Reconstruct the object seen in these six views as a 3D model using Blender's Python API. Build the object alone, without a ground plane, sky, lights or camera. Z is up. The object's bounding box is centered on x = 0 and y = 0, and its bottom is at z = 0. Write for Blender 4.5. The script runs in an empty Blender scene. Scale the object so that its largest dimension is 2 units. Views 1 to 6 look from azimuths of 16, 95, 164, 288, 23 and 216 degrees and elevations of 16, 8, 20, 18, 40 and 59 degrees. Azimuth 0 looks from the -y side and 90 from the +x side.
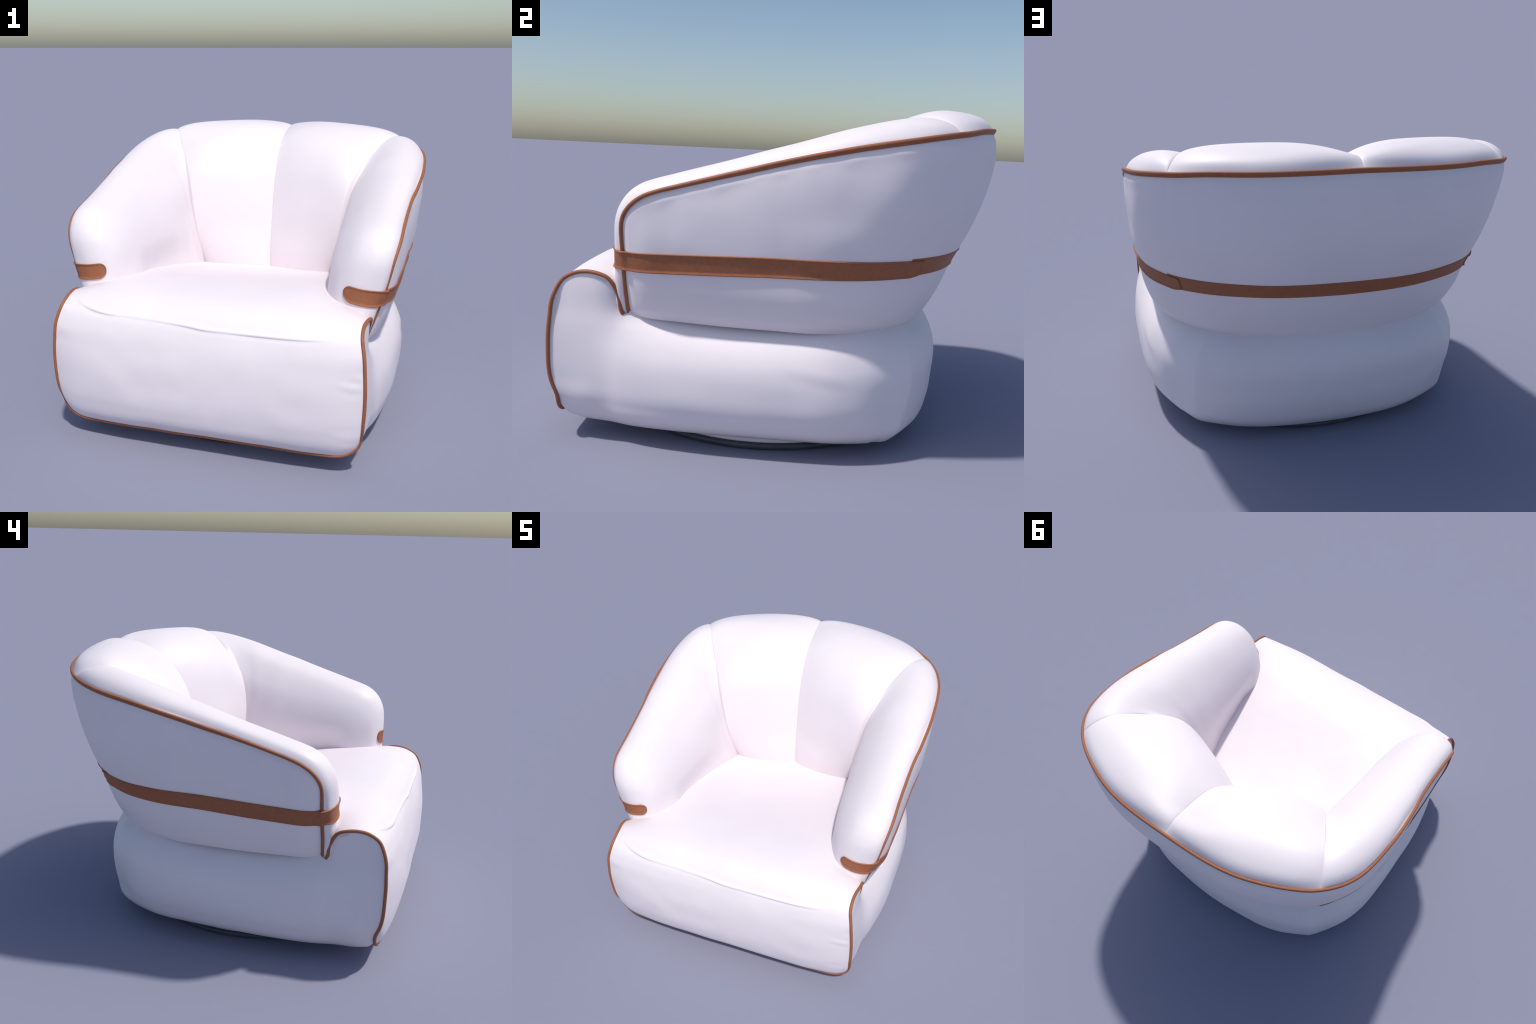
"""Upholstered swivel tub chair: white leather panels, tan leather piping and strap.

The chair is symmetric about x = 0 and faces -y.  Every upholstered panel is a
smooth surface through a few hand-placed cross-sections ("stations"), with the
seams, piping and strap derived from those same surfaces.
"""
import bpy
import bmesh
import math
import random
import numpy as np
from mathutils import Vector, noise
from mathutils.bvhtree import BVHTree

random.seed(7)
A = np.array


# ------------------------------------------------------------------ helpers
def curve(ts, pts, t):
    """Cubic Hermite curve through pts at parameters ts (vector valued)."""
    ts = np.asarray(ts, float)
    pts = np.asarray(pts, float)
    t = np.clip(np.asarray(t, float), ts[0], ts[-1])
    sh = (-1,) + (1,) * (pts.ndim - 1)
    h = np.diff(ts)
    d = np.diff(pts, axis=0) / h.reshape(sh)
    m = np.empty_like(pts)
    if len(ts) > 2:
        w = (h[1:] / (h[:-1] + h[1:])).reshape(sh)
        m[1:-1] = w * d[:-1] + (1 - w) * d[1:]
        m[0] = 1.5 * d[0] - .5 * m[1]
        m[-1] = 1.5 * d[-1] - .5 * m[-2]
    else:
        m[:] = d[0]
    i = np.clip(np.searchsorted(ts, t, side="right") - 1, 0, len(ts) - 2)
    hh = h[i]
    s = (t - ts[i]) / hh
    shp = s.shape + (1,) * (pts.ndim - 1)
    s = s.reshape(shp)
    hh = hh.reshape(shp)
    return ((2 * s**3 - 3 * s**2 + 1) * pts[i] + (s**3 - 2 * s**2 + s) * hh * m[i]
            + (-2 * s**3 + 3 * s**2) * pts[i + 1] + (s**3 - s**2) * hh * m[i + 1])


def chord(pts):
    """Normalised cumulative chord length of a polyline."""
    p = np.asarray(pts, float)
    c = np.concatenate([[0], np.cumsum(np.linalg.norm(np.diff(p, axis=0), axis=1))])
    return c / c[-1]


def resample(pts, n):
    p = np.asarray(pts, float)
    t = chord(p)
    q = np.linspace(0, 1, n)
    return np.stack([np.interp(q, t, p[:, k]) for k in range(p.shape[1])], 1)


def smooth01(x):
    x = np.clip(x, 0, 1)
    return x * x * (3 - 2 * x)


def mirror(g):
    return np.asarray(g) * A([-1.0, 1, 1])


def grid_normals(G):
    du = np.gradient(G, axis=0)
    dv = np.gradient(G, axis=1)
    n = np.cross(du, dv)
    return n / (np.linalg.norm(n, axis=2, keepdims=True) + 1e-12)


def soft_noise(G, scale, seed):
    """Slow wrinkle noise sampled at each grid point."""
    f = G.reshape(-1, 3) * scale + seed
    return A([noise.noise(Vector(p)) for p in f]).reshape(G.shape[:2])


ROOT = bpy.data.objects.new("swivel_armchair", None)
ROOT.empty_display_size = 0.3
bpy.context.scene.collection.objects.link(ROOT)
ROOT["label"] = "white leather swivel tub armchair with tan piping and strap"
ROOT["category"] = "armchair"


def add_object(name, verts, faces, mat, parent=ROOT, smooth=True):
    me = bpy.data.meshes.new(name)
    me.from_pydata([tuple(map(float, v)) for v in verts], [], faces)
    me.update()
    if smooth:
        me.polygons.foreach_set("use_smooth", [True] * len(me.polygons))
    me.materials.append(mat)
    ob = bpy.data.objects.new(name, me)
    bpy.context.scene.collection.objects.link(ob)
    ob.parent = parent
    return ob


def grid_faces(nu, nv, closed_u=False, off=0, flip=False):
    out = []
    for i in range(nu if closed_u else nu - 1):
        j0, j1 = i * nv, ((i + 1) % nu) * nv
        for k in range(nv - 1):
            f = (off + j0 + k, off + j1 + k, off + j1 + k + 1, off + j0 + k + 1)
            out.append(f[::-1] if flip else f)
    return out


def panel(name, G, mat, at, out, thick=0.02, parent=ROOT):
    """Solid upholstery panel: the outer face G plus an inner face set inwards.

    `out` is the outward direction of the panel at grid cell `at`."""
    nu, nv = G.shape[:2]
    i, j = at
    flip = np.cross(G[i + 1, j] - G[i, j], G[i, j + 1] - G[i, j]) @ A(out, float) < 0
    ob = add_object(name, G.reshape(-1, 3), grid_faces(nu, nv, flip=flip), mat, parent)
    bm = bmesh.new()
    bm.from_mesh(ob.data)
    bmesh.ops.remove_doubles(bm, verts=bm.verts, dist=1e-5)
    bm.to_mesh(ob.data)
    bm.free()
    m = ob.modifiers.new("backing", "SOLIDIFY")
    m.thickness = thick
    m.offset = -1
    m.use_rim = True
    return ob


def tube(name, path, radius, mat, parent=ROOT, closed=False, nseg=12, up=None):
    """Round cord along a polyline, with rounded end caps."""
    P = np.asarray(path, float)
    n = len(P)
    T = np.gradient(P, axis=0) if not closed else (np.roll(P, -1, 0) - np.roll(P, 1, 0))
    T /= np.linalg.norm(T, axis=1, keepdims=True)
    ref = A([0.3, 0.2, 1.0]) if up is None else A(up)
    N = ref - T[0] * (ref @ T[0])
    N /= np.linalg.norm(N)
    frames = []
    for i in range(n):
        N = N - T[i] * (N @ T[i])
        N /= np.linalg.norm(N)
        frames.append((N.copy(), np.cross(T[i], N)))
    rings, rad = [], []
    idx = list(range(n))
    if not closed:
        for a in (0.05, 0.45, 0.8):
            rings.append((P[0] - T[0] * radius * math.sqrt(1 - a * a) * 0.6, frames[0], radius * a))
    for i in idx:
        rings.append((P[i], frames[i], radius))
    if not closed:
        for a in (0.8, 0.45, 0.05):
            rings.append((P[-1] + T[-1] * radius * math.sqrt(1 - a * a) * 0.6, frames[-1], radius * a))
    V = []
    for c, (N, B), r in rings:
        for k in range(nseg):
            th = 2 * math.pi * k / nseg
            V.append(c + (N * math.cos(th) + B * math.sin(th)) * r)
    F = []
    m = len(rings)
    for i in range(m if closed else m - 1):
        for k in range(nseg):
            a, b = i * nseg + k, i * nseg + (k + 1) % nseg
            c, d = ((i + 1) % m) * nseg + (k + 1) % nseg, ((i + 1) % m) * nseg + k
            F.append((a, b, c, d))
    if not closed:
        F.append(tuple(range(nseg))[::-1])
        F.append(tuple((m - 1) * nseg + k for k in range(nseg)))
    return add_object(name, V, F, mat, parent)


# ---------------------------------------------------------------- materials
def principled(name):
    m = bpy.data.materials.new(name)
    m.use_nodes = True
    nt = m.node_tree
    return m, nt, nt.nodes["Principled BSDF"]


def white_leather():
    m, nt, b = principled("white_leather")
    tc = nt.nodes.new("ShaderNodeTexCoord")
    n1 = nt.nodes.new("ShaderNodeTexNoise")
    n1.inputs["Scale"].default_value = 3.0
    n1.inputs["Detail"].default_value = 3.0
    nt.links.new(tc.outputs["Object"], n1.inputs["Vector"])
    cr = nt.nodes.new("ShaderNodeValToRGB")
    cr.color_ramp.elements[0].position = 0.3
    cr.color_ramp.elements[0].color = WHITE_LO
    cr.color_ramp.elements[1].position = 0.7
    cr.color_ramp.elements[1].color = WHITE_HI
    nt.links.new(n1.outputs["Fac"], cr.inputs["Fac"])
    nt.links.new(cr.outputs["Color"], b.inputs["Base Color"])
    b.inputs["Roughness"].default_value = 0.5
    b.inputs["Specular IOR Level"].default_value = 0.5
    return m


def tan_leather():
    m, nt, b = principled("tan_leather")
    tc = nt.nodes.new("ShaderNodeTexCoord")
    n1 = nt.nodes.new("ShaderNodeTexNoise")
    n1.inputs["Scale"].default_value = 60.0
    n1.inputs["Detail"].default_value = 4.0
    nt.links.new(tc.outputs["Object"], n1.inputs["Vector"])
    cr = nt.nodes.new("ShaderNodeValToRGB")
    cr.color_ramp.elements[0].position = 0.3
    cr.color_ramp.elements[0].color = TAN_LO
    cr.color_ramp.elements[1].position = 0.7
    cr.color_ramp.elements[1].color = TAN_HI
    nt.links.new(n1.outputs["Fac"], cr.inputs["Fac"])
    nt.links.new(cr.outputs["Color"], b.inputs["Base Color"])
    b.inputs["Roughness"].default_value = 0.55
    b.inputs["Specular IOR Level"].default_value = 0.3
    bp = nt.nodes.new("ShaderNodeBump")
    bp.inputs["Strength"].default_value = 0.08
    bp.inputs["Distance"].default_value = 0.004
    n2 = nt.nodes.new("ShaderNodeTexNoise")
    n2.inputs["Scale"].default_value = 160.0
    nt.links.new(tc.outputs["Object"], n2.inputs["Vector"])
    nt.links.new(n2.outputs["Fac"], bp.inputs["Height"])
    nt.links.new(bp.outputs["Normal"], b.inputs["Normal"])
    return m


def dark_base():
    m, nt, b = principled("dark_grey_metal")
    tc = nt.nodes.new("ShaderNodeTexCoord")
    n1 = nt.nodes.new("ShaderNodeTexNoise")
    n1.inputs["Scale"].default_value = 12.0
    nt.links.new(tc.outputs["Object"], n1.inputs["Vector"])
    cr = nt.nodes.new("ShaderNodeValToRGB")
    cr.color_ramp.elements[0].color = (0.045, 0.046, 0.064, 1)
    cr.color_ramp.elements[1].color = (0.10, 0.102, 0.12, 1)
    nt.links.new(n1.outputs["Fac"], cr.inputs["Fac"])
    nt.links.new(cr.outputs["Color"], b.inputs["Base Color"])
    b.inputs["Roughness"].default_value = 0.5
    return m


WHITE_LO = (0.80, 0.732, 0.764, 1)
WHITE_HI = (0.83, 0.760, 0.793, 1)
TAN_LO = (0.30, 0.108, 0.050, 1)
TAN_HI = (0.35, 0.128, 0.060, 1)
LEATHER, TAN, DARK = white_leather(), tan_leather(), dark_base()

# =================================================================== BASE
# Front edge of the seat block (the piped edge) seen from the side: (y, z).
NOSE_EDGE = A([(-.905, .15), (-.925, .20), (-.938, .28), (-.943, .42), (-.939, .55), (-.926, .65),
               (-.895, .715), (-.845, .748), (-.79, .760), (-.735, .757), (-.682, .735), (-.647, .67), (-.627, .580)])
NOSE_X = A([.785, .790, .796, .800, .795, .785, .770, .766, .770, .779, .780, .766, .754])


def seat_front():
    """Front face, rolled nose and seat as one panel, t across (-1..1), v from the bottom up."""
    # side profile (t = 1): piped edge, then tucked in under the arm
    side = np.concatenate([NOSE_EDGE, A([(-.54, .60), (-.36, .61), (-.12, .61), (.12, .60), (.36, .57)])])
    side_x = np.concatenate([NOSE_X, [.74, .73, .72, .70, .68]])
    # middle profile (t = 0), one point for each side point
    mid = A([(-.922, .110), (-.963, .16), (-.990, .25), (-.998, .38), (-.984, .54), (-.960, .64),
             (-.934, .700), (-.888, .752), (-.82, .794), (-.74, .814), (-.65, .820), (-.56, .816), (-.47, .804),
             (-.36, .785), (-.22, .758), (-.03, .717), (.15, .675), (.36, .630)])
    ts = chord(mid)
    nv, nt = 260, 161
    v = np.concatenate([np.linspace(0, 1, nv), ts[6] + np.linspace(-.045, .035, 90)])
    v = np.unique(np.round(v, 5))
    nv = len(v)
    S, X, M = curve(ts, side, v), curve(ts, side_x, v), curve(ts, mid, v)
    t = np.sin(np.linspace(-1, 1, nt) * math.pi / 2) * .5 + np.linspace(-1, 1, nt) * .5
    a = np.abs(t)[:, None]
    # the flat front stays flat to the sides, the seat crown falls away gently
    p_front, p_seat = 5.0, 9.0
    k = smooth01((v - .45) / .2)[None, :]
    w = a ** (p_front * (1 - k) + p_seat * k)
    y = M[None, :, 0] * (1 - w) + S[None, :, 0] * w
    z = M[None, :, 1] * (1 - w) + S[None, :, 1] * w
    x = t[:, None] * X[None, :]
    # bottom corners of the front face are rounded
    G = np.stack([x, y, z], 2)
    zb = .108 + .10 * (1 - np.sqrt(1 - np.clip((np.abs(t) * .80 - .66) / .14, 0, 1) ** 2))
    low = smooth01((.30 - z) / .30)
    G[:, :, 2] = z + ((zb[:, None] - z[:, :1]) * (1 - smooth01(v / .16)[None, :]))
    N = grid_normals(G)
    N *= np.sign(-N[nt // 2, nv // 4, 1])
    # raised welt seam along the upper edge of the front face, sagging a little here and there
    zl = curve([-.76, -.66, -.57, -.35, -.18, -.06, .0, .14, .31, .46, .61, .72, .80],
               [.768, .735, .717, .709, .703, .696, .690, .689, .689, .691, .698, .710, .72], x)
    front = (G[:, :, 1] < -.84)
    d = (G[:, :, 2] - zl)
    # a rolled welt, crisper along its lower edge
    ridge = np.exp(-((d - .008) / .0080) ** 2) * smooth01((d + .003) / .006)
    groove = -.12 * np.exp(-((d - .030) / .012) ** 2) - .10 * np.exp(-((d + .008) / .008) ** 2)
    fade = 1 - smooth01((np.abs(x + .05) - .50) / .20)
    wob = soft_noise(G, 5.0, 3.1)
    G = G + N * ((ridge + groove) * .0060 * fade * np.clip(.75 + 1.6 * wob, .35, 1.3) * front)[:, :, None]
    # soft puckers along the piped edge and faint ripples on the front face
    rip = soft_noise(G * A([1, 1, 1.6]), 4.0, 11.0) * .0035 + soft_noise(G, 9.0, 5.0) * .0012
    edge = smooth01((np.abs(t) - .80) / .12) * (1 - smooth01((np.abs(t) - .96) / .04))
    puck = np.sin(G[:, :, 2] * 80 + 5 * wob) * .0013 * np.clip(soft_noise(G, 7.0, 77.0) * 2, 0, 1) * edge[:, None] * (G[:, :, 1] < -.85)
    G = G + N * (rip * (1 - a ** 8) + puck)[:, :, None]
    return G


SEAT = seat_front()
seat = panel("seat_cushion", SEAT, LEATHER, (80, 60), (0, -1, 0))

# ---- skirt: the puffy lower body, side + back + side in one band
SK_Z = A([.04, .10, .20, .30, .42, .52, .60, .70, .76])
SIDE_Y = [-.945, -.90, -.80, -.68, -.60, -.40, -.15, .10, .30, .45]
SIDE_X = A([
    (.60, .70, .780, .796, .800, .795, .785, .775, .766),
    (.62, .715, .783, .798, .801, .796, .785, .775, .766),
    (.66, .74, .797, .806, .806, .798, .786, .777, .770),
    (.67, .755, .806, .820, .816, .796, .775, .776, .780),
    (.685, .778, .828, .841, .832, .793, .742, .745, .75),
    (.70, .805, .860, .872, .850, .785, .692, .67, .67),
    (.70, .812, .869, .881, .857, .786, .684, .66, .66),
    (.70, .810, .868, .880, .857, .788, .690, .66, .66),
    (.695, .795, .846, .857, .838, .776, .678, .66, .66),
    (.665, .745, .792, .803, .790, .736, .652, .62, .62)])
CORNER = A([  # (x, y) at each level, from the back corner to the middle of the back
    [(.650, .465), (.715, .507), (.732, .532), (.738, .543), (.734, .540), (.685, .518), (.606, .488), (.59, .48), (.60, .50)],
    [(.630, .528), (.663, .578), (.670, .607), (.671, .622), (.666, .620), (.628, .590), (.558, .545), (.54, .53), (.55, .55)],
    [(.50, .602), (.540, .648), (.572, .668), (.580, .674), (.580, .674), (.548, .636), (.478, .578), (.46, .56), (.47, .59)],
    [(.37, .648), (.41, .697), (.430, .727), (.434, .735), (.434, .735), (.413, .695), (.360, .625), (.34, .60), (.35, .63)],
    [(.18, .678), (.205, .728), (.212, .764), (.213, .775), (.213, .775), (.205, .734), (.180, .662), (.17, .64), (.17, .665)],
    [(0, .685), (0, .738), (0, .775), (0, .788), (0, .788), (0, .745), (0, .668), (0, .64), (0, .68)]])
SK_NET = np.concatenate([np.stack([SIDE_X, np.repeat(A(SIDE_Y)[:, None], len(SK_Z), 1)], 2), CORNER])
SK_U = chord(SK_NET[:, 3])
# top and bottom edge of the band along it
TOP_Y = [-.9449, -.9435, -.939, -.926, -.895, -.845, -.79, -.735, -.682, -.647, -.627, -.608, -.5]
TOP_Z = [.45, .49, .55, .65, .715, .748, .760, .757, .735, .67, .580, .585, .612]
BOT_Y = [-.9449, -.9435, -.938, -.925, -.908, -.898, -.87, -.80, -.60, -.20, .30]
BOT_Z = [.42, .39, .32, .255, .208, .150, .108, .086, .072, .064, .060]


def skirt_point(u, z):
    """(x, y) of the skirt at band position u (array) and height z (array, same shape)."""
    net = curve(SK_U, SK_NET, u)                       # (..., levels, 2)
    i = np.clip(np.searchsorted(SK_Z, z, side="right") - 1, 0, len(SK_Z) - 2)
    d = np.diff(net, axis=-2) / np.diff(SK_Z)[:, None]
    m = np.zeros_like(net)
    h = np.diff(SK_Z)
    w = (h[1:] / (h[:-1] + h[1:]))[:, None]
    m[..., 1:-1, :] = w * d[..., :-1, :] + (1 - w) * d[..., 1:, :]
    m[..., 0, :] = d[..., 0, :]
    m[..., -1, :] = d[..., -1, :]
    take = lambda arr, j: np.take_along_axis(arr, j[..., None, None].repeat(2, -1), -2)[..., 0, :]
    s = np.clip((z - SK_Z[i]) / h[i], 0, 1)[..., None]
    hh = h[i][..., None]
    return ((2 * s**3 - 3 * s**2 + 1) * take(net, i) + (s**3 - 2 * s**2 + s) * hh * take(m, i)
            + (-2 * s**3 + 3 * s**2) * take(net, i + 1) + (s**3 - s**2) * hh * take(m, i + 1))


def skirt():
    # columns: dense around the nose, even behind it
    ys = np.concatenate([-.9449 + .0449 * (1 - np.cos(np.linspace(0, math.pi / 2, 26))),
                         np.linspace(-.90, -.58, 60)[1:]])
    u_front = np.interp(ys, SIDE_Y, SK_U[:len(SIDE_Y)])
    # exact inversion of the spline for y on the front part
    uu = np.linspace(0, SK_U[6], 4000)
    yy = curve(SK_U, SK_NET[:, 3, 1], uu)
    u_front = np.interp(ys, yy, uu)
    u_rest = np.linspace(u_front[-1], 1, 150)[1:]
    u = np.concatenate([u_front, u_rest])
    y_side = curve(SK_U, SK_NET[:, 3, 1], u)
    front = u <= SK_U[8]
    zt = np.where(front, np.interp(y_side, TOP_Y, TOP_Z), .615)
    zb = np.where(front, np.interp(y_side, BOT_Y, BOT_Z), .055)
    nv = 60
    k = np.linspace(0, 1, nv)
    k = .6 * k + .4 * (.5 - .5 * np.cos(k * math.pi))
    Z = zb[:, None] + (zt - zb)[:, None] * k[None, :]
    XY = skirt_point(np.repeat(u[:, None], nv, 1), Z)
    G = np.concatenate([XY, Z[:, :, None]], 2)
    N = grid_normals(G)
    N *= np.sign(N[len(u) // 2, nv // 2, 0])
    # slack leather: slow dents, stronger low on the rear of the side
    body = smooth01((G[:, :, 1] + .6) / .3)[:, :]
    n = soft_noise(G * A([1, 1, 2.2]), 2.6, 21.0) * .006 + soft_noise(G, 6.0, 2.0) * .001
    mid = smooth01(k / .2) * smooth01((1 - k) / .2)
    G = G + N * (n * body * mid[None, :] * smooth01(G[:, :, 0] / .3))[:, :, None]
    # seam line at the back corner: a slight crease
    uc = SK_U[len(SIDE_Y) + 1]
    cre = np.exp(-((u - uc) / .006) ** 2)[:, None] * mid[None, :]
    G = G + N * (cre * .003)[:, :, None]
    # behind the nose the leather is tucked in under the tub
    inward = smooth01((G[:, -1, 1] + .60) / .06)[:, None]
    cx = np.stack([np.zeros(len(u)), np.clip(G[:, -1, 1], -.5, .2)], 1)
    dirn = cx - G[:, -1, :2]
    dirn /= np.linalg.norm(dirn, axis=1, keepdims=True)
    rows = [G]
    for dist, dz in ((.01, .004), (.03, .006), (.08, .006), (.16, .004)):
        r = G[:, -1].copy()
        r[:, :2] += dirn * dist * inward
        r[:, 2] += dz * inward[:, 0]
        r[:, 0] -= .0004 * dist * (1 - inward[:, 0])
        rows.append(r[:, None])
    G = np.concatenate(rows, 1)
    L = mirror(G[:-1][::-1])
    # one slack fold on the sitter's left flank
    a, b = A([.02, .425]), A([.36, .345])
    d = G[:, :, 1:] - a
    ab = b - a
    along = (d @ ab) / (ab @ ab)
    off = (d @ A([-ab[1], ab[0]])) / np.linalg.norm(ab)
    env = smooth01(along / .4) * smooth01((1.15 - along) / .5)
    G[:, :, 0] += (G[:, :, 0] > .6) * env * (.002 * np.exp(-((off - .022) / .028) ** 2) - .0024 * np.exp(-((off + .018) / .034) ** 2))
    return np.concatenate([G, L]), len(u)


SKIRT, NSK = skirt()
skirt_ob = panel("base_skirt", SKIRT, LEATHER, (100, 30), (1, 0, 0))

# underside: closes the bottom between skirt and front panel
edge = np.concatenate([SKIRT[:, 0], SEAT[::1, 0][np.argsort(SEAT[:, 0, 0])]])
ring = np.concatenate([SKIRT[25:-25, 0], SEAT[np.argsort(SEAT[:, 0, 0])][8:-8, 0]])
cen = ring.mean(0)
under = []
for s in (1.0, .9, .75, .5, .25):
    r = cen + (ring - cen) * s
    r[:, 2] = ring[:, 2] * s + (1 - s) * .075 - .004 * (1 - s)
    under.append(r)
for s in (.25, .5, .75, .9, 1.0):
    r = cen + (ring - cen) * s * .995
    r[:, 2] = ring[:, 2] * s + (1 - s) * .095 + .012
    under.append(r)
U = np.stack(under, 1)
nu_, nv_ = U.shape[:2]
fc = grid_faces(nu_, nv_, closed_u=True)
fc += [tuple(i * nv_ + 4 for i in range(nu_)), ]
fc = [f for f in fc if not (len(f) == 4 and (f[0] % nv_) == 4)]
fc += [tuple(i * nv_ + 5 for i in range(nu_))[::-1]]
fc += [(i * nv_ + nv_ - 1, ((i + 1) % nu_) * nv_ + nv_ - 1, ((i + 1) % nu_) * nv_, i * nv_) for i in range(nu_)]
under_ob = add_object("underside", U.reshape(-1, 3), fc, LEATHER)

# =================================================================== TUB
# outer shell: plan curves (x, y) at rising heights, from the front edge of the
# arm round to the middle of the back
OS_Z = A([.54, .60, .68, .83, 1.0, 1.2, 1.33, 1.46])
OS = A([
    [(.715, -.595), (.742, -.525), (.755, -.40), (.775, -.18), (.780, .02), (.762, .22), (.690, .40), (.565, .545), (.325, .650), (0, .690)],
    [(.750, -.603), (.780, -.530), (.796, -.40), (.814, -.18), (.819, .02), (.807, .23), (.748, .42), (.612, .580), (.352, .690), (0, .733)],
    [(.780, -.607), (.815, -.532), (.831, -.40), (.845, -.18), (.850, .02), (.843, .24), (.790, .44), (.650, .608), (.375, .730), (0, .777)],
    [(.828, -.607), (.862, -.532), (.872, -.39), (.876, -.18), (.878, .02), (.877, .26), (.826, .46), (.694, .640), (.405, .784), (0, .834)],
    [(.868, -.608), (.884, -.530), (.890, -.39), (.897, -.16), (.907, .02), (.913, .27), (.872, .49), (.747, .687), (.438, .857), (0, .905)],
    [(.886, -.600), (.890, -.520), (.892, -.38), (.903, -.13), (.920, .02), (.931, .28), (.902, .53), (.783, .727), (.465, .916), (0, .962)],
    [(.890, -.590), (.891, -.515), (.892, -.38), (.905, -.12), (.922, .02), (.933, .28), (.908, .55), (.796, .742), (.476, .932), (0, .979)],
    [(.890, -.590), (.890, -.515), (.890, -.38), (.905, -.12), (.920, .02), (.930, .28), (.895, .56), (.792, .740), (.470, .915), (0, .965)]])
OS_U = chord(OS[3])
# rim height along the shell (by position u), with the rounded front corner
def shell_xy(u, z):
    net = curve(OS_U, np.swapaxes(OS, 0, 1), u)        # (..., levels, 2)
    flat_n = net.reshape(-1, *net.shape[-2:])
    flat_z = np.asarray(z, float).reshape(-1)
    out = np.empty((len(flat_z), 2))
    h = np.diff(OS_Z)
    d = np.diff(flat_n, axis=1) / h[:, None]
    m = np.zeros_like(flat_n)
    w = (h[1:] / (h[:-1] + h[1:]))[:, None]
    m[:, 1:-1] = w * d[:, :-1] + (1 - w) * d[:, 1:]
    m[:, 0], m[:, -1] = d[:, 0], d[:, -1]
    i = np.clip(np.searchsorted(OS_Z, flat_z, side="right") - 1, 0, len(OS_Z) - 2)
    r = np.arange(len(flat_z))
    s = np.clip((flat_z - OS_Z[i]) / h[i], 0, 1)[:, None]
    hh = h[i][:, None]
    out = ((2 * s**3 - 3 * s**2 + 1) * flat_n[r, i] + (s**3 - 2 * s**2 + s) * hh * m[r, i]
           + (-2 * s**3 + 3 * s**2) * flat_n[r, i + 1] + (s**3 - s**2) * hh * m[r, i + 1])
    return out.reshape(*np.shape(z), 2)


RIM_Y = A([-.6038, -.6030, -.600, -.590, -.575, -.550, -.515, -.450, -.382, -.250, -.120, .006, .131, .255, .376, .560, .742])
RIM_YZ = A([.930, .962, .990, 1.022, 1.048, 1.076, 1.101, 1.127, 1.147, 1.185, 1.222, 1.255, 1.286, 1.315, 1.343, 1.381, 1.410])
RIM_BACK_U = [(OS_U[7] + OS_U[8]) / 2, OS_U[8], 1.0]
RIM_BACK_Z = [1.427, 1.436, 1.446]


def rim_z(u):
    """Rim height along the shell: straight up the front edge, round the corner, sloping up to the back."""
    uu = np.linspace(0, 1, 6000)
    yy = np.maximum.accumulate(shell_xy(uu, np.full(6000, 1.15))[:, 1])
    yz = np.stack([RIM_Y, RIM_YZ], 1)
    dense = curve(chord(yz), yz, np.linspace(0, 1, 3000))
    dy = np.maximum.accumulate(dense[:, 0])
    ru = np.interp((dy - dy[0]) / (dy[-1] - dy[0]), (yy - yy[0]) / (.742 - yy[0]), uu)
    z = np.interp(u, ru, dense[:, 1])
    bu = np.concatenate([ru[[-603, -303, -1]], RIM_BACK_U])
    bz = np.concatenate([dense[[-603, -303, -1], 1], RIM_BACK_Z])
    return np.where(u > ru[-1], curve(bu, bz, u), z)


# lower edge of the shell where it sits on the base
LOW_U = OS_U
LOW_Z = [.578, .570, .566, .562, .560, .553, .553, .570, .556, .526]


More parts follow.
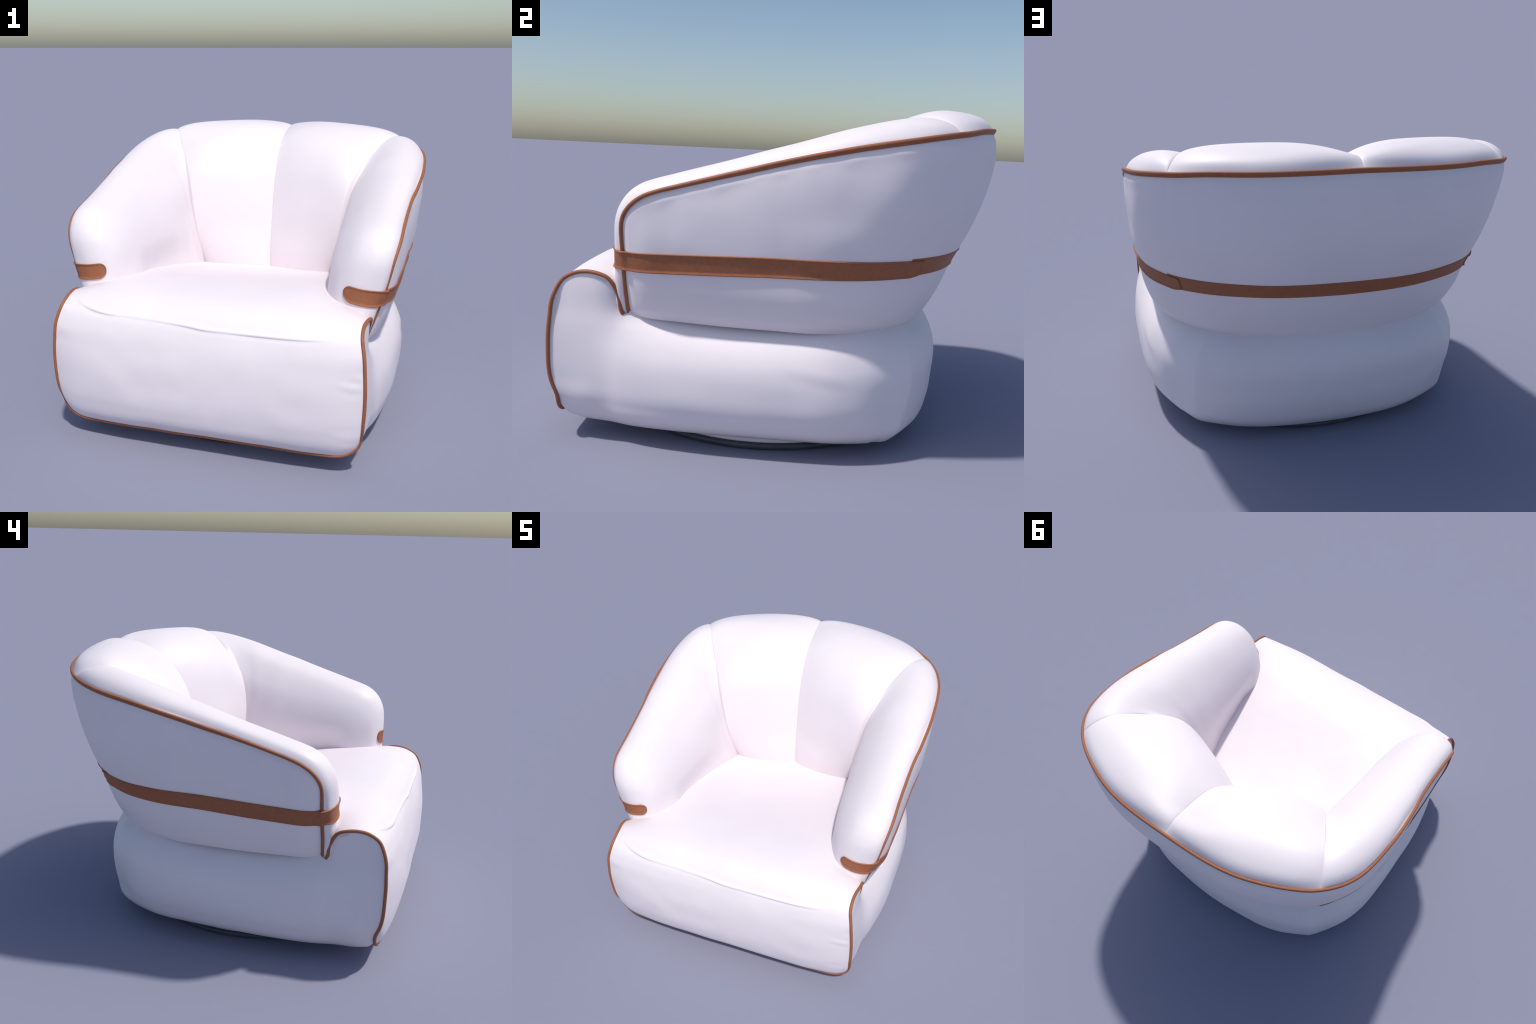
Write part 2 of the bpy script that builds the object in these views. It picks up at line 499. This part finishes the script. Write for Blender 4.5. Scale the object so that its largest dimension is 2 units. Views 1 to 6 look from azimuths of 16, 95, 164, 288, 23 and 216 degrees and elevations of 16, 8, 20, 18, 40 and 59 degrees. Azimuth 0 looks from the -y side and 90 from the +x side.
def shell():
    u = np.concatenate([.16 * np.linspace(0, 1, 70) ** 1.9, np.linspace(.16, 1, 190)[1:]])
    zt, zl = rim_z(u), curve(LOW_U, A(LOW_Z), u)
    nv = 90
    k = np.linspace(0, 1, nv)
    k = .5 * k + .5 * (.5 - .5 * np.cos(k * math.pi))
    Z = zl[:, None] + (zt - zl)[:, None] * k[None, :]
    XY = shell_xy(np.repeat(u[:, None], nv, 1), Z)
    G = np.concatenate([XY, Z[:, :, None]], 2)
    U2, e = np.repeat(u[:, None], nv, 1), 1e-3
    lo, hi = np.clip(U2 - e, 0, 1), np.clip(U2 + e, 0, 1)
    du = np.concatenate([shell_xy(hi, Z) - shell_xy(lo, Z), np.zeros_like(Z)[:, :, None]], 2)
    dz = np.concatenate([shell_xy(U2, Z + e) - shell_xy(U2, Z - e), np.full_like(Z, 2 * e)[:, :, None]], 2)
    N = np.cross(du, dz)
    N /= np.linalg.norm(N, axis=2, keepdims=True)
    # distance (height) below the rim and behind the front edge: leather is pulled in at the piping
    below = (zt[:, None] - Z)
    behind = np.linalg.norm(G[:, :, :2] - G[:1, :, :2], axis=2)
    near = np.minimum(np.minimum(below, behind), Z - zl[:, None])
    puff = smooth01(near / .05) * .007 - .004
    side = smooth01((.72 - np.abs(u - .28) * 2) / .3)[:, None]
    n = (soft_noise(G * A([1, 1, 1.8]), 3.2, 31.0) * .006 + soft_noise(G, 8.0, 4.0) * .0014) * side
    n = n * smooth01(near / .10)
    rim_wave = soft_noise(G, 14.0, 9.0) * .0018 * np.exp(-((below - .045) / .02) ** 2) * side
    G = G + N * (puff + n + rim_wave)[:, :, None]
    # light seam line down the back corner
    uc = OS_U[7]
    G = G + N * (-.003 * np.exp(-((u - uc) / .004) ** 2)[:, None] * smooth01(1 - below / .25) * (near > .01))[:, :, None]
    # rolled lower edge, turned under towards the base
    flat = N * A([1, 1, 0])
    lip = []
    for k_in, up in ((.055, .004), (.040, -.003), (.022, -.006), (.008, -.004)):
        r = G[:, 0] - flat[:, 0] * k_in
        r[:, 2] += up
        lip.append(r)
    w = smooth01(np.linalg.norm(G[:, 0, :2] - G[0, 0, :2], axis=1) / .03)[:, None]
    lip = np.stack([G[:, 0] * (1 - w) + r * w for r in lip], 1)
    lip[:, :, 2] += (1 - w) * A([4e-4, 3e-4, 2e-4, 1e-4])[None, :]
    return G, N, u, zt, lip


SHELL, SHELL_N, SH_U, SH_ZT, LIP = shell()
SHELL_LIP = np.concatenate([LIP, SHELL], 1)
SHELL_FULL = np.concatenate([SHELL_LIP, mirror(SHELL_LIP[:-1][::-1])])
shell_ob = panel("outer_shell", SHELL_FULL, LEATHER, (100, 45), (1, 0, 0))

# rim polyline of the shell on the +x side: up the front edge, round the corner, to the middle back
front_edge = SHELL[0]
RIM = np.concatenate([front_edge[:-1], SHELL[:, -1]])
RIM_N = np.concatenate([SHELL_N[0][:-1], SHELL_N[:, -1]])
RIM_T = chord(RIM)


def rim_at(p):
    """Rim parameter nearest to a point."""
    return RIM_T[np.argmin(np.linalg.norm(RIM - A(p), axis=1))]


def rim_pos(t):
    return np.stack([np.interp(t, RIM_T, RIM[:, k]) for k in range(3)], -1)


# ---- inner upholstery: arm cushions and two back cushions, hung from the rim
# each station: rim point, then rows over the roll and down the inside
ARM = [
    [(.745, -.610, .585), (.752, -.642, .587), (.728, -.668, .59), (.69, -.660, .592), (.655, -.640, .592), (.60, -.585, .59), (.56, -.53, .585), (.535, -.47, .575)],
    [(.775, -.608, .680), (.781, -.640, .684), (.748, -.668, .688), (.690, -.664, .690), (.632, -.636, .685), (.575, -.56, .665), (.54, -.50, .625), (.525, -.44, .575)],
    [(.812, -.607, .780), (.803, -.641, .784), (.755, -.664, .788), (.690, -.663, .788), (.617, -.633, .775), (.555, -.543, .735), (.525, -.47, .665), (.515, -.41, .58)],
    [(.845, -.607, .880), (.828, -.638, .886), (.770, -.662, .892), (.700, -.665, .892), (.617, -.628, .868), (.550, -.530, .800), (.52, -.44, .700), (.505, -.38, .59)],
    [(.868, -.605, .975), (.846, -.634, .985), (.790, -.655, .993), (.708, -.652, .990), (.616, -.606, .950), (.545, -.502, .860), (.512, -.41, .725), (.50, -.35, .60)],
    [(.885, -.560, 1.063), (.862, -.586, 1.086), (.800, -.605, 1.100), (.710, -.595, 1.090), (.612, -.538, 1.030), (.538, -.445, .910), (.522, -.36, .745), (.49, -.31, .60)],
    [(.890, -.385, 1.147), (.866, -.400, 1.175), (.800, -.415, 1.192), (.700, -.410, 1.168), (.592, -.380, 1.080), (.522, -.320, .930), (.522, -.275, .755), (.48, -.23, .60)],
    [(.902, -.120, 1.222), (.877, -.135, 1.253), (.805, -.150, 1.269), (.695, -.150, 1.234), (.575, -.135, 1.115), (.503, -.110, .930), (.502, -.08, .750), (.465, -.05, .59)],
    [(.920, .130, 1.286), (.894, .115, 1.320), (.815, .095, 1.340), (.690, .085, 1.303), (.560, .075, 1.162), (.486, .075, .940), (.466, .095, .740), (.445, .12, .58)],
    [(.929, .376, 1.343), (.900, .355, 1.381), (.820, .315, 1.407), (.690, .270, 1.362), (.555, .215, 1.203), (.480, .185, .950), (.438, .200, .730), (.43, .23, .56)],
    [(.898, .565, 1.381), (.868, .545, 1.423), (.795, .480, 1.448), (.680, .395, 1.394), (.550, .285, 1.225), (.475, .235, .955), (.430, .250, .720), (.42, .29, .55)],
    [(.795, .742, 1.410), (.785, .720, 1.448), (.735, .620, 1.470), (.640, .465, 1.407), (.535, .320, 1.230), (.468, .250, .955), (.425, .275, .715), (.41, .32, .55)],
]
SEAM_SIDE = A([(.795, .742, 1.410), (.774, .706, 1.433), (.721, .608, 1.460), (.618, .430, 1.365), (.520, .280, 1.215), (.464, .225, .950), (.432, .265, .700), (.41, .33, .55)])
SEAM_MID = A([(0, .967, 1.447), (0, .906, 1.479), (0, .785, 1.464), (0, .610, 1.392), (0, .480, 1.235), (0, .400, .990), (0, .355, .720), (0, .36, .55)])
SEAM_SIDE[0], SEAM_MID[0] = RIM[np.argmin(np.linalg.norm(RIM - SEAM_SIDE[0], axis=1))], RIM[-1]
BACK_CEN = A([(.42, .918, 1.431), (.41, .893, 1.472), (.395, .842, 1.503), (.37, .765, 1.517), (.338, .610, 1.494), (.31, .450, 1.410),
              (.285, .350, 1.280), (.257, .294, 1.090), (.236, .274, .900), (.220, .268, .750), (.212, .283, .640), (.20, .32, .55)])

ROWS = np.linspace(0, 1, 8)


def dense_rows(net, nv=110):
    """Interpolate a (stations, rows, 3) net along the rows, by average chord length."""
    net = np.asarray(net)
    c = np.mean([chord(s) for s in net], 0)
    q = np.linspace(0, 1, nv)
    return curve(c, np.swapaxes(net, 0, 1), q).swapaxes(0, 1)


def arm_cushion():
    net = dense_rows(ARM)
    ts = A([rim_at(s[0]) for s in ARM])
    ts[0] = 0
    ns = 260
    q = np.linspace(0, 1, ns)
    t = ts[-1] * (1 - (1 - q) ** 1.35)               # denser towards the seam
    # interpolate offsets from the rim so that the first row lies exactly on the piping
    off = net - rim_pos(ts)[:, None, :]
    off[:, 0] = 0
    G = rim_pos(t)[:, None, :] + curve(ts, off, t)
    # the seam draws the last stretch in to a tight crease
    seam = dense_rows([SEAM_SIDE])[0]
    x = np.clip((t - ts[-2]) / (ts[-1] - ts[-2]), 0, 1)
    g = 1 - np.sqrt(np.clip(1 - x ** 2.2, 0, 1))
    G = G + (seam - G[-1])[None] * g[:, None, None]
    N = grid_normals(G)
    if N[ns // 2, 30, 2] < 0:
        N = -N
    free = smooth01(np.linspace(0, 1, G.shape[1]) / .12)[None, :] * (1 - g)[:, None] * smooth01(t / .1)[:, None]
    n = soft_noise(G, 3.0, 41.0) * .004 * free
    return G + N * n[:, :, None]


def back_cushion():
    s0, s1, sc = (dense_rows([c])[0] for c in (SEAM_SIDE, SEAM_MID, BACK_CEN))
    ns = 170
    tau = .5 - .5 * np.cos(np.linspace(0, 1, ns) * math.pi)   # 0 side seam .. 1 mid seam
    tau = .65 * tau + .35 * np.linspace(0, 1, ns)
    base = s0[None] * (1 - tau)[:, None, None] + s1[None] * tau[:, None, None]
    mid = .5 * (s0 + s1)
    nv = base.shape[1]
    v = np.linspace(0, 1, nv)
    # full, tight pillow near the top, flatter lower down
    full = np.abs(2 * tau - 1)[:, None] ** (3.2 - .8 * smooth01((v - .12) / .2))[None, :]
    shape = np.clip(1 - full, 0, 1) ** (.66 + .10 * smooth01((v - .15) / .2))[None, :]
    G = base + (sc - mid)[None] * shape[:, :, None]
    # the first row follows the rim
    t0, t1 = rim_at(SEAM_SIDE[0]), 1.0
    r = rim_pos(t0 + (t1 - t0) * tau)
    blend = (1 - smooth01(v / .10))[None, :, None]
    G = G + (r - G[:, 0])[:, None, :] * blend
    N = grid_normals(G)
    if N[ns // 2, 30, 2] < 0:
        N = -N
    n = soft_noise(G, 3.0, 51.0) * .004 * shape * smooth01(v / .12)[None, :]
    return G + N * n[:, :, None]


def cushion(name, G, mat, at, out, depth, taper):
    """Upholstered front face G closed by a stuffed back face pushed in by the vector `depth`."""
    nu, nv = G.shape[:2]
    i, j = at
    flip = np.cross(G[i + 1, j] - G[i, j], G[i, j + 1] - G[i, j]) @ A(out, float) < 0
    B = G + A(depth) * taper[:, :, None]
    n = nu * nv
    F = grid_faces(nu, nv, flip=flip) + grid_faces(nu, nv, off=n, flip=not flip)
    loop = ([k for k in range(nv)] + [i * nv + nv - 1 for i in range(1, nu)]
            + [(nu - 1) * nv + k for k in range(nv - 2, -1, -1)] + [i * nv for i in range(nu - 2, 0, -1)])
    for a, b in zip(loop, loop[1:] + loop[:1]):
        f = (a, b, b + n, a + n)
        F.append(f[::-1] if flip else f)
    ob = add_object(name, np.concatenate([G.reshape(-1, 3), B.reshape(-1, 3)]), F, mat)
    bm = bmesh.new()
    bm.from_mesh(ob.data)
    bmesh.ops.remove_doubles(bm, verts=bm.verts, dist=1e-6)
    bm.to_mesh(ob.data)
    bm.free()
    ob.data.polygons.foreach_set("use_smooth", [True] * len(ob.data.polygons))
    # the seam and rim edges stay crisp
    ob.data.set_sharp_from_angle(angle=math.radians(70))
    return ob


ARM_G, BACK_G = arm_cushion(), back_cushion()


def stuffing(G):
    r = np.linspace(0, 1, G.shape[1])
    return np.repeat(smooth01(r / .35)[None, :], G.shape[0], 0)


arm_t = stuffing(ARM_G) * smooth01(np.linspace(0, 1, len(ARM_G)) / .25)[:, None] + 1e-3
back_t = stuffing(BACK_G) + 1e-3
for sgn in (1, -1):
    g = ARM_G if sgn > 0 else mirror(ARM_G)
    cushion("armrest", g, LEATHER, (150, 30), (0, 0, 1), (.03 * sgn, .02, -.03), arm_t)
    g = BACK_G if sgn > 0 else mirror(BACK_G)
    cushion("backrest_cushion", g, LEATHER, (85, 30), (0, 0, 1), (0, .035, -.03), back_t)

# =================================================================== PIPING
R = .0088
# tub piping, front edge up and round the back to the other side
front_run = smooth01((RIM_T - .16) / .05)[:, None]
tub = RIM + RIM_N * (.002 + .0035 * front_run) - A([0, .004, 0]) * (1 - front_run)
tub_full = np.concatenate([tub, mirror(tub[:-1][::-1])])
tube("tub_piping", resample(tub_full, 900), R, TAN)
# slimmer second cord lying under it from the arm round the back
second = []
for i in range(len(SH_U)):
    if SH_U[i] > .09:
        w = smooth01((SH_U[i] - .09) / .20)
        second.append(SHELL[i, -1] + SHELL_N[i, -1] * (.0 + .003 * w) - A([0, 0, .003 + .0062 * w]))
second = A(second)
tube("piping_flange", resample(np.concatenate([second, mirror(second[:-1][::-1])]), 600), R * .8, TAN)

# front piping: notch, over the nose, down the front, along the bottom and up the other side
e = len(NOSE_EDGE)
side_edge = SEAT[-1]                                   # t = +1 column
stop = np.argmin(np.linalg.norm(side_edge - A([NOSE_X[-1], NOSE_EDGE[-1, 0], NOSE_EDGE[-1, 1]]), axis=1))
down = side_edge[:stop + 1][::-1]
bottom = SEAT[::-1, 0]
fp = np.concatenate([down, bottom[1:-1], mirror(down[::-1])])
cen_front = A([0, -.75, .45])
fp = resample(fp, 700)
for k in range(34):
    low = np.ones((len(fp) - 2, 1)) if k < 6 else 1 - smooth01((fp[1:-1, 2:3] - .28) / .10)
    fp[1:-1] += low * .25 * (fp[:-2] - 2 * fp[1:-1] + fp[2:])
fp[:, 0] += np.sign(fp[:, 0]) * .003
tube("front_piping", fp, R, TAN)

# =================================================================== STRAP
bpy.context.view_layer.update()


def bvh_of(grids):
    V, F = [], []
    for g in grids:
        F += grid_faces(g.shape[0], g.shape[1], off=len(V))
        V += [tuple(p) for p in g.reshape(-1, 3)]
    return BVHTree.FromPolygons(V, F)


BV = bvh_of([SHELL_FULL, ARM_G, mirror(ARM_G)])


def hug(path, zc, half, start_round, end_round, lift, nu=260, inner=A([0.0, 0.1, 0])):
    """Strap surface rows: project each point of a level path on the upholstery."""
    q = np.linspace(0, 1, nu)
    if start_round:
        q = q ** 1.7
    t = chord(path)
    p = np.stack([np.interp(q, t, np.asarray(path)[:, k]) for k in range(3)], 1)
    L = np.concatenate([[0], np.cumsum(np.linalg.norm(np.diff(p, axis=0), axis=1))])
    nv = 37
    base = np.empty((nu, nv, 3))
    norm = np.empty((nu, nv, 3))
    for i in range(nu):
        z0 = np.interp(L[i] / L[-1], zc[0], zc[1])
        hw = half
        if start_round and L[i] < half:
            hw = half * math.sqrt(max(1 - (1 - L[i] / half) ** 2, .0004))
        if end_round and L[-1] - L[i] < end_round:
            q = 1 - (L[-1] - L[i]) / end_round
            hw = half * (1 - .16 * q ** 2.2)
            z0 += half * .16 * q ** 2.2
        for j in range(nv):
            s = -1 + 2 * j / (nv - 1)
            pt = Vector((p[i, 0], p[i, 1], z0 + s * hw))
            loc, nor, _, _ = BV.find_nearest(pt)
            nn = A(nor)
            out = A([p[i, 0], p[i, 1] + .0, 0]) - A([0, 0.05, 0])
            if nn @ out < 0:
                nn = -nn
            base[i, j] = A(loc)
            norm[i, j] = nn
    keep = smooth01((L - half * 1.2) / .03)[:, None, None] if start_round else np.ones((nu, 1, 1))
    for _ in range(24):                                # leather does not follow every dent
        b2, n2 = base.copy(), norm.copy()
        b2[1:-1] = .25 * base[:-2] + .5 * base[1:-1] + .25 * base[2:]
        n2[1:-1] = .25 * norm[:-2] + .5 * norm[1:-1] + .25 * norm[2:]
        base, norm = base + (b2 - base) * keep, n2
    norm /= np.linalg.norm(norm, axis=2, keepdims=True)
    if start_round:                                    # the free end lies on top of the back strap
        lift = lift + .0035 * smooth01((L - L[-1] + .10) / .07)[:, None]
    return base, norm, lift


def strap(name, base, norm, lift, thick, rim_w=.29, side=1):
    """Closed strap: raised rolled border round a slightly sunk middle."""
    nu, nv = base.shape[:2]
    s = np.linspace(-1, 1, nv)
    a = np.abs(s)
    q = np.clip((a - (1 - rim_w)) / rim_w, 0, 1)
    prof = .30 + .70 * np.clip(q * 1.2, 0, 1)
    prof = np.where(q > .85, prof - .35 * ((q - .85) / .15) ** 2, prof)
    rim = np.concatenate([RIM[::3], mirror(RIM[::3])])
    d = np.min(np.linalg.norm(base[:, nv // 2, None] - rim[None], axis=2), axis=1)
    over = .0105 * np.exp(-(d / .022) ** 2)            # it rides up over the piping it crosses
    top = base + norm * (lift + (thick * prof)[None, :] + over[:, None])[:, :, None]
    bot = base + norm * (-.004)
    ring = np.concatenate([top, bot[:, ::-1]], 1)
    if side < 0:
        ring = mirror(ring)
    n2 = ring.shape[1]
    V = ring.reshape(-1, 3)
    F = []
    for i in range(nu - 1):
        for k in range(n2):
            f = (i * n2 + k, (i + 1) * n2 + k, (i + 1) * n2 + (k + 1) % n2, i * n2 + (k + 1) % n2)
            F.append(f if side < 0 else f[::-1])
    F.append(tuple(range(n2)))
    F.append(tuple((nu - 1) * n2 + k for k in range(n2))[::-1])
    ob = add_object(name, V, F, TAN)
    bm = bmesh.new()
    bm.from_mesh(ob.data)
    bmesh.ops.recalc_face_normals(bm, faces=bm.faces)
    bm.to_mesh(ob.data)
    bm.free()
    return ob


def shell_line(u0, u1, z, n):
    u = np.linspace(u0, u1, n)
    return np.concatenate([shell_xy(u, np.full(n, z)), np.full((n, 1), z)], 1)


uu = np.linspace(0, 1, 2000)
yy = shell_xy(uu, np.full(2000, .84))
u_step = uu[np.argmin(np.abs(yy[:, 1] - .615) + (yy[:, 0] < 0) * 9)]
tip = A([(.638, -.648, .85), (.69, -.668, .845), (.745, -.672, .837), (.80, -.655, .829), (.835, -.628, .823), (.852, -.60, .822)])
path = np.concatenate([resample(tip, 30), shell_line(.03, u_step, .84, 120)])
ZC = ([0, .06, .16, .30, .55, .80, 1.0], [.850, .838, .824, .830, .842, .848, .857])
for sgn in (1, -1):
    b, n, l = hug(path, ZC, .043, True, .035, .0005, nu=320)
    strap("leather_strap", b, n, l, .007, side=sgn)
back_line = shell_line(u_step - .03, 1, .86, 120)
back_line = np.concatenate([back_line, mirror(back_line[:-1][::-1])])
b, n, l = hug(back_line, ([0, .08, .2, .5, .8, .92, 1.0], [.860, .868, .868, .866, .868, .868, .860]), .044, False, 0, .0005, nu=300)
strap("back_strap", b, n, l, .0045)

# =================================================================== SWIVEL BASE


def turned(name, prof, mat, cy=-.06, ns=160):
    """Solid of revolution about the swivel axis."""
    V = []
    for k in range(ns):
        th = 2 * math.pi * k / ns
        V += [(r * math.cos(th), cy + r * math.sin(th), z) for r, z in prof]
    ob = add_object(name, V, grid_faces(ns, len(prof), closed_u=True), mat)
    bm = bmesh.new()
    bm.from_mesh(ob.data)
    bmesh.ops.remove_doubles(bm, verts=bm.verts, dist=1e-5)
    bmesh.ops.recalc_face_normals(bm, faces=bm.faces)
    bm.to_mesh(ob.data)
    bm.free()
    return ob


turned("swivel_base", [(0, 0), (.68, 0), (.714, .001), (.721, .004), (.722, .019), (.718, .024), (.70, .026), (0, .026)], DARK)
turned("swivel_ring", [(0, .027), (.66, .027), (.706, .027), (.709, .032), (.704, .046), (.66, .054), (.40, .070), (0, .070)], LEATHER)
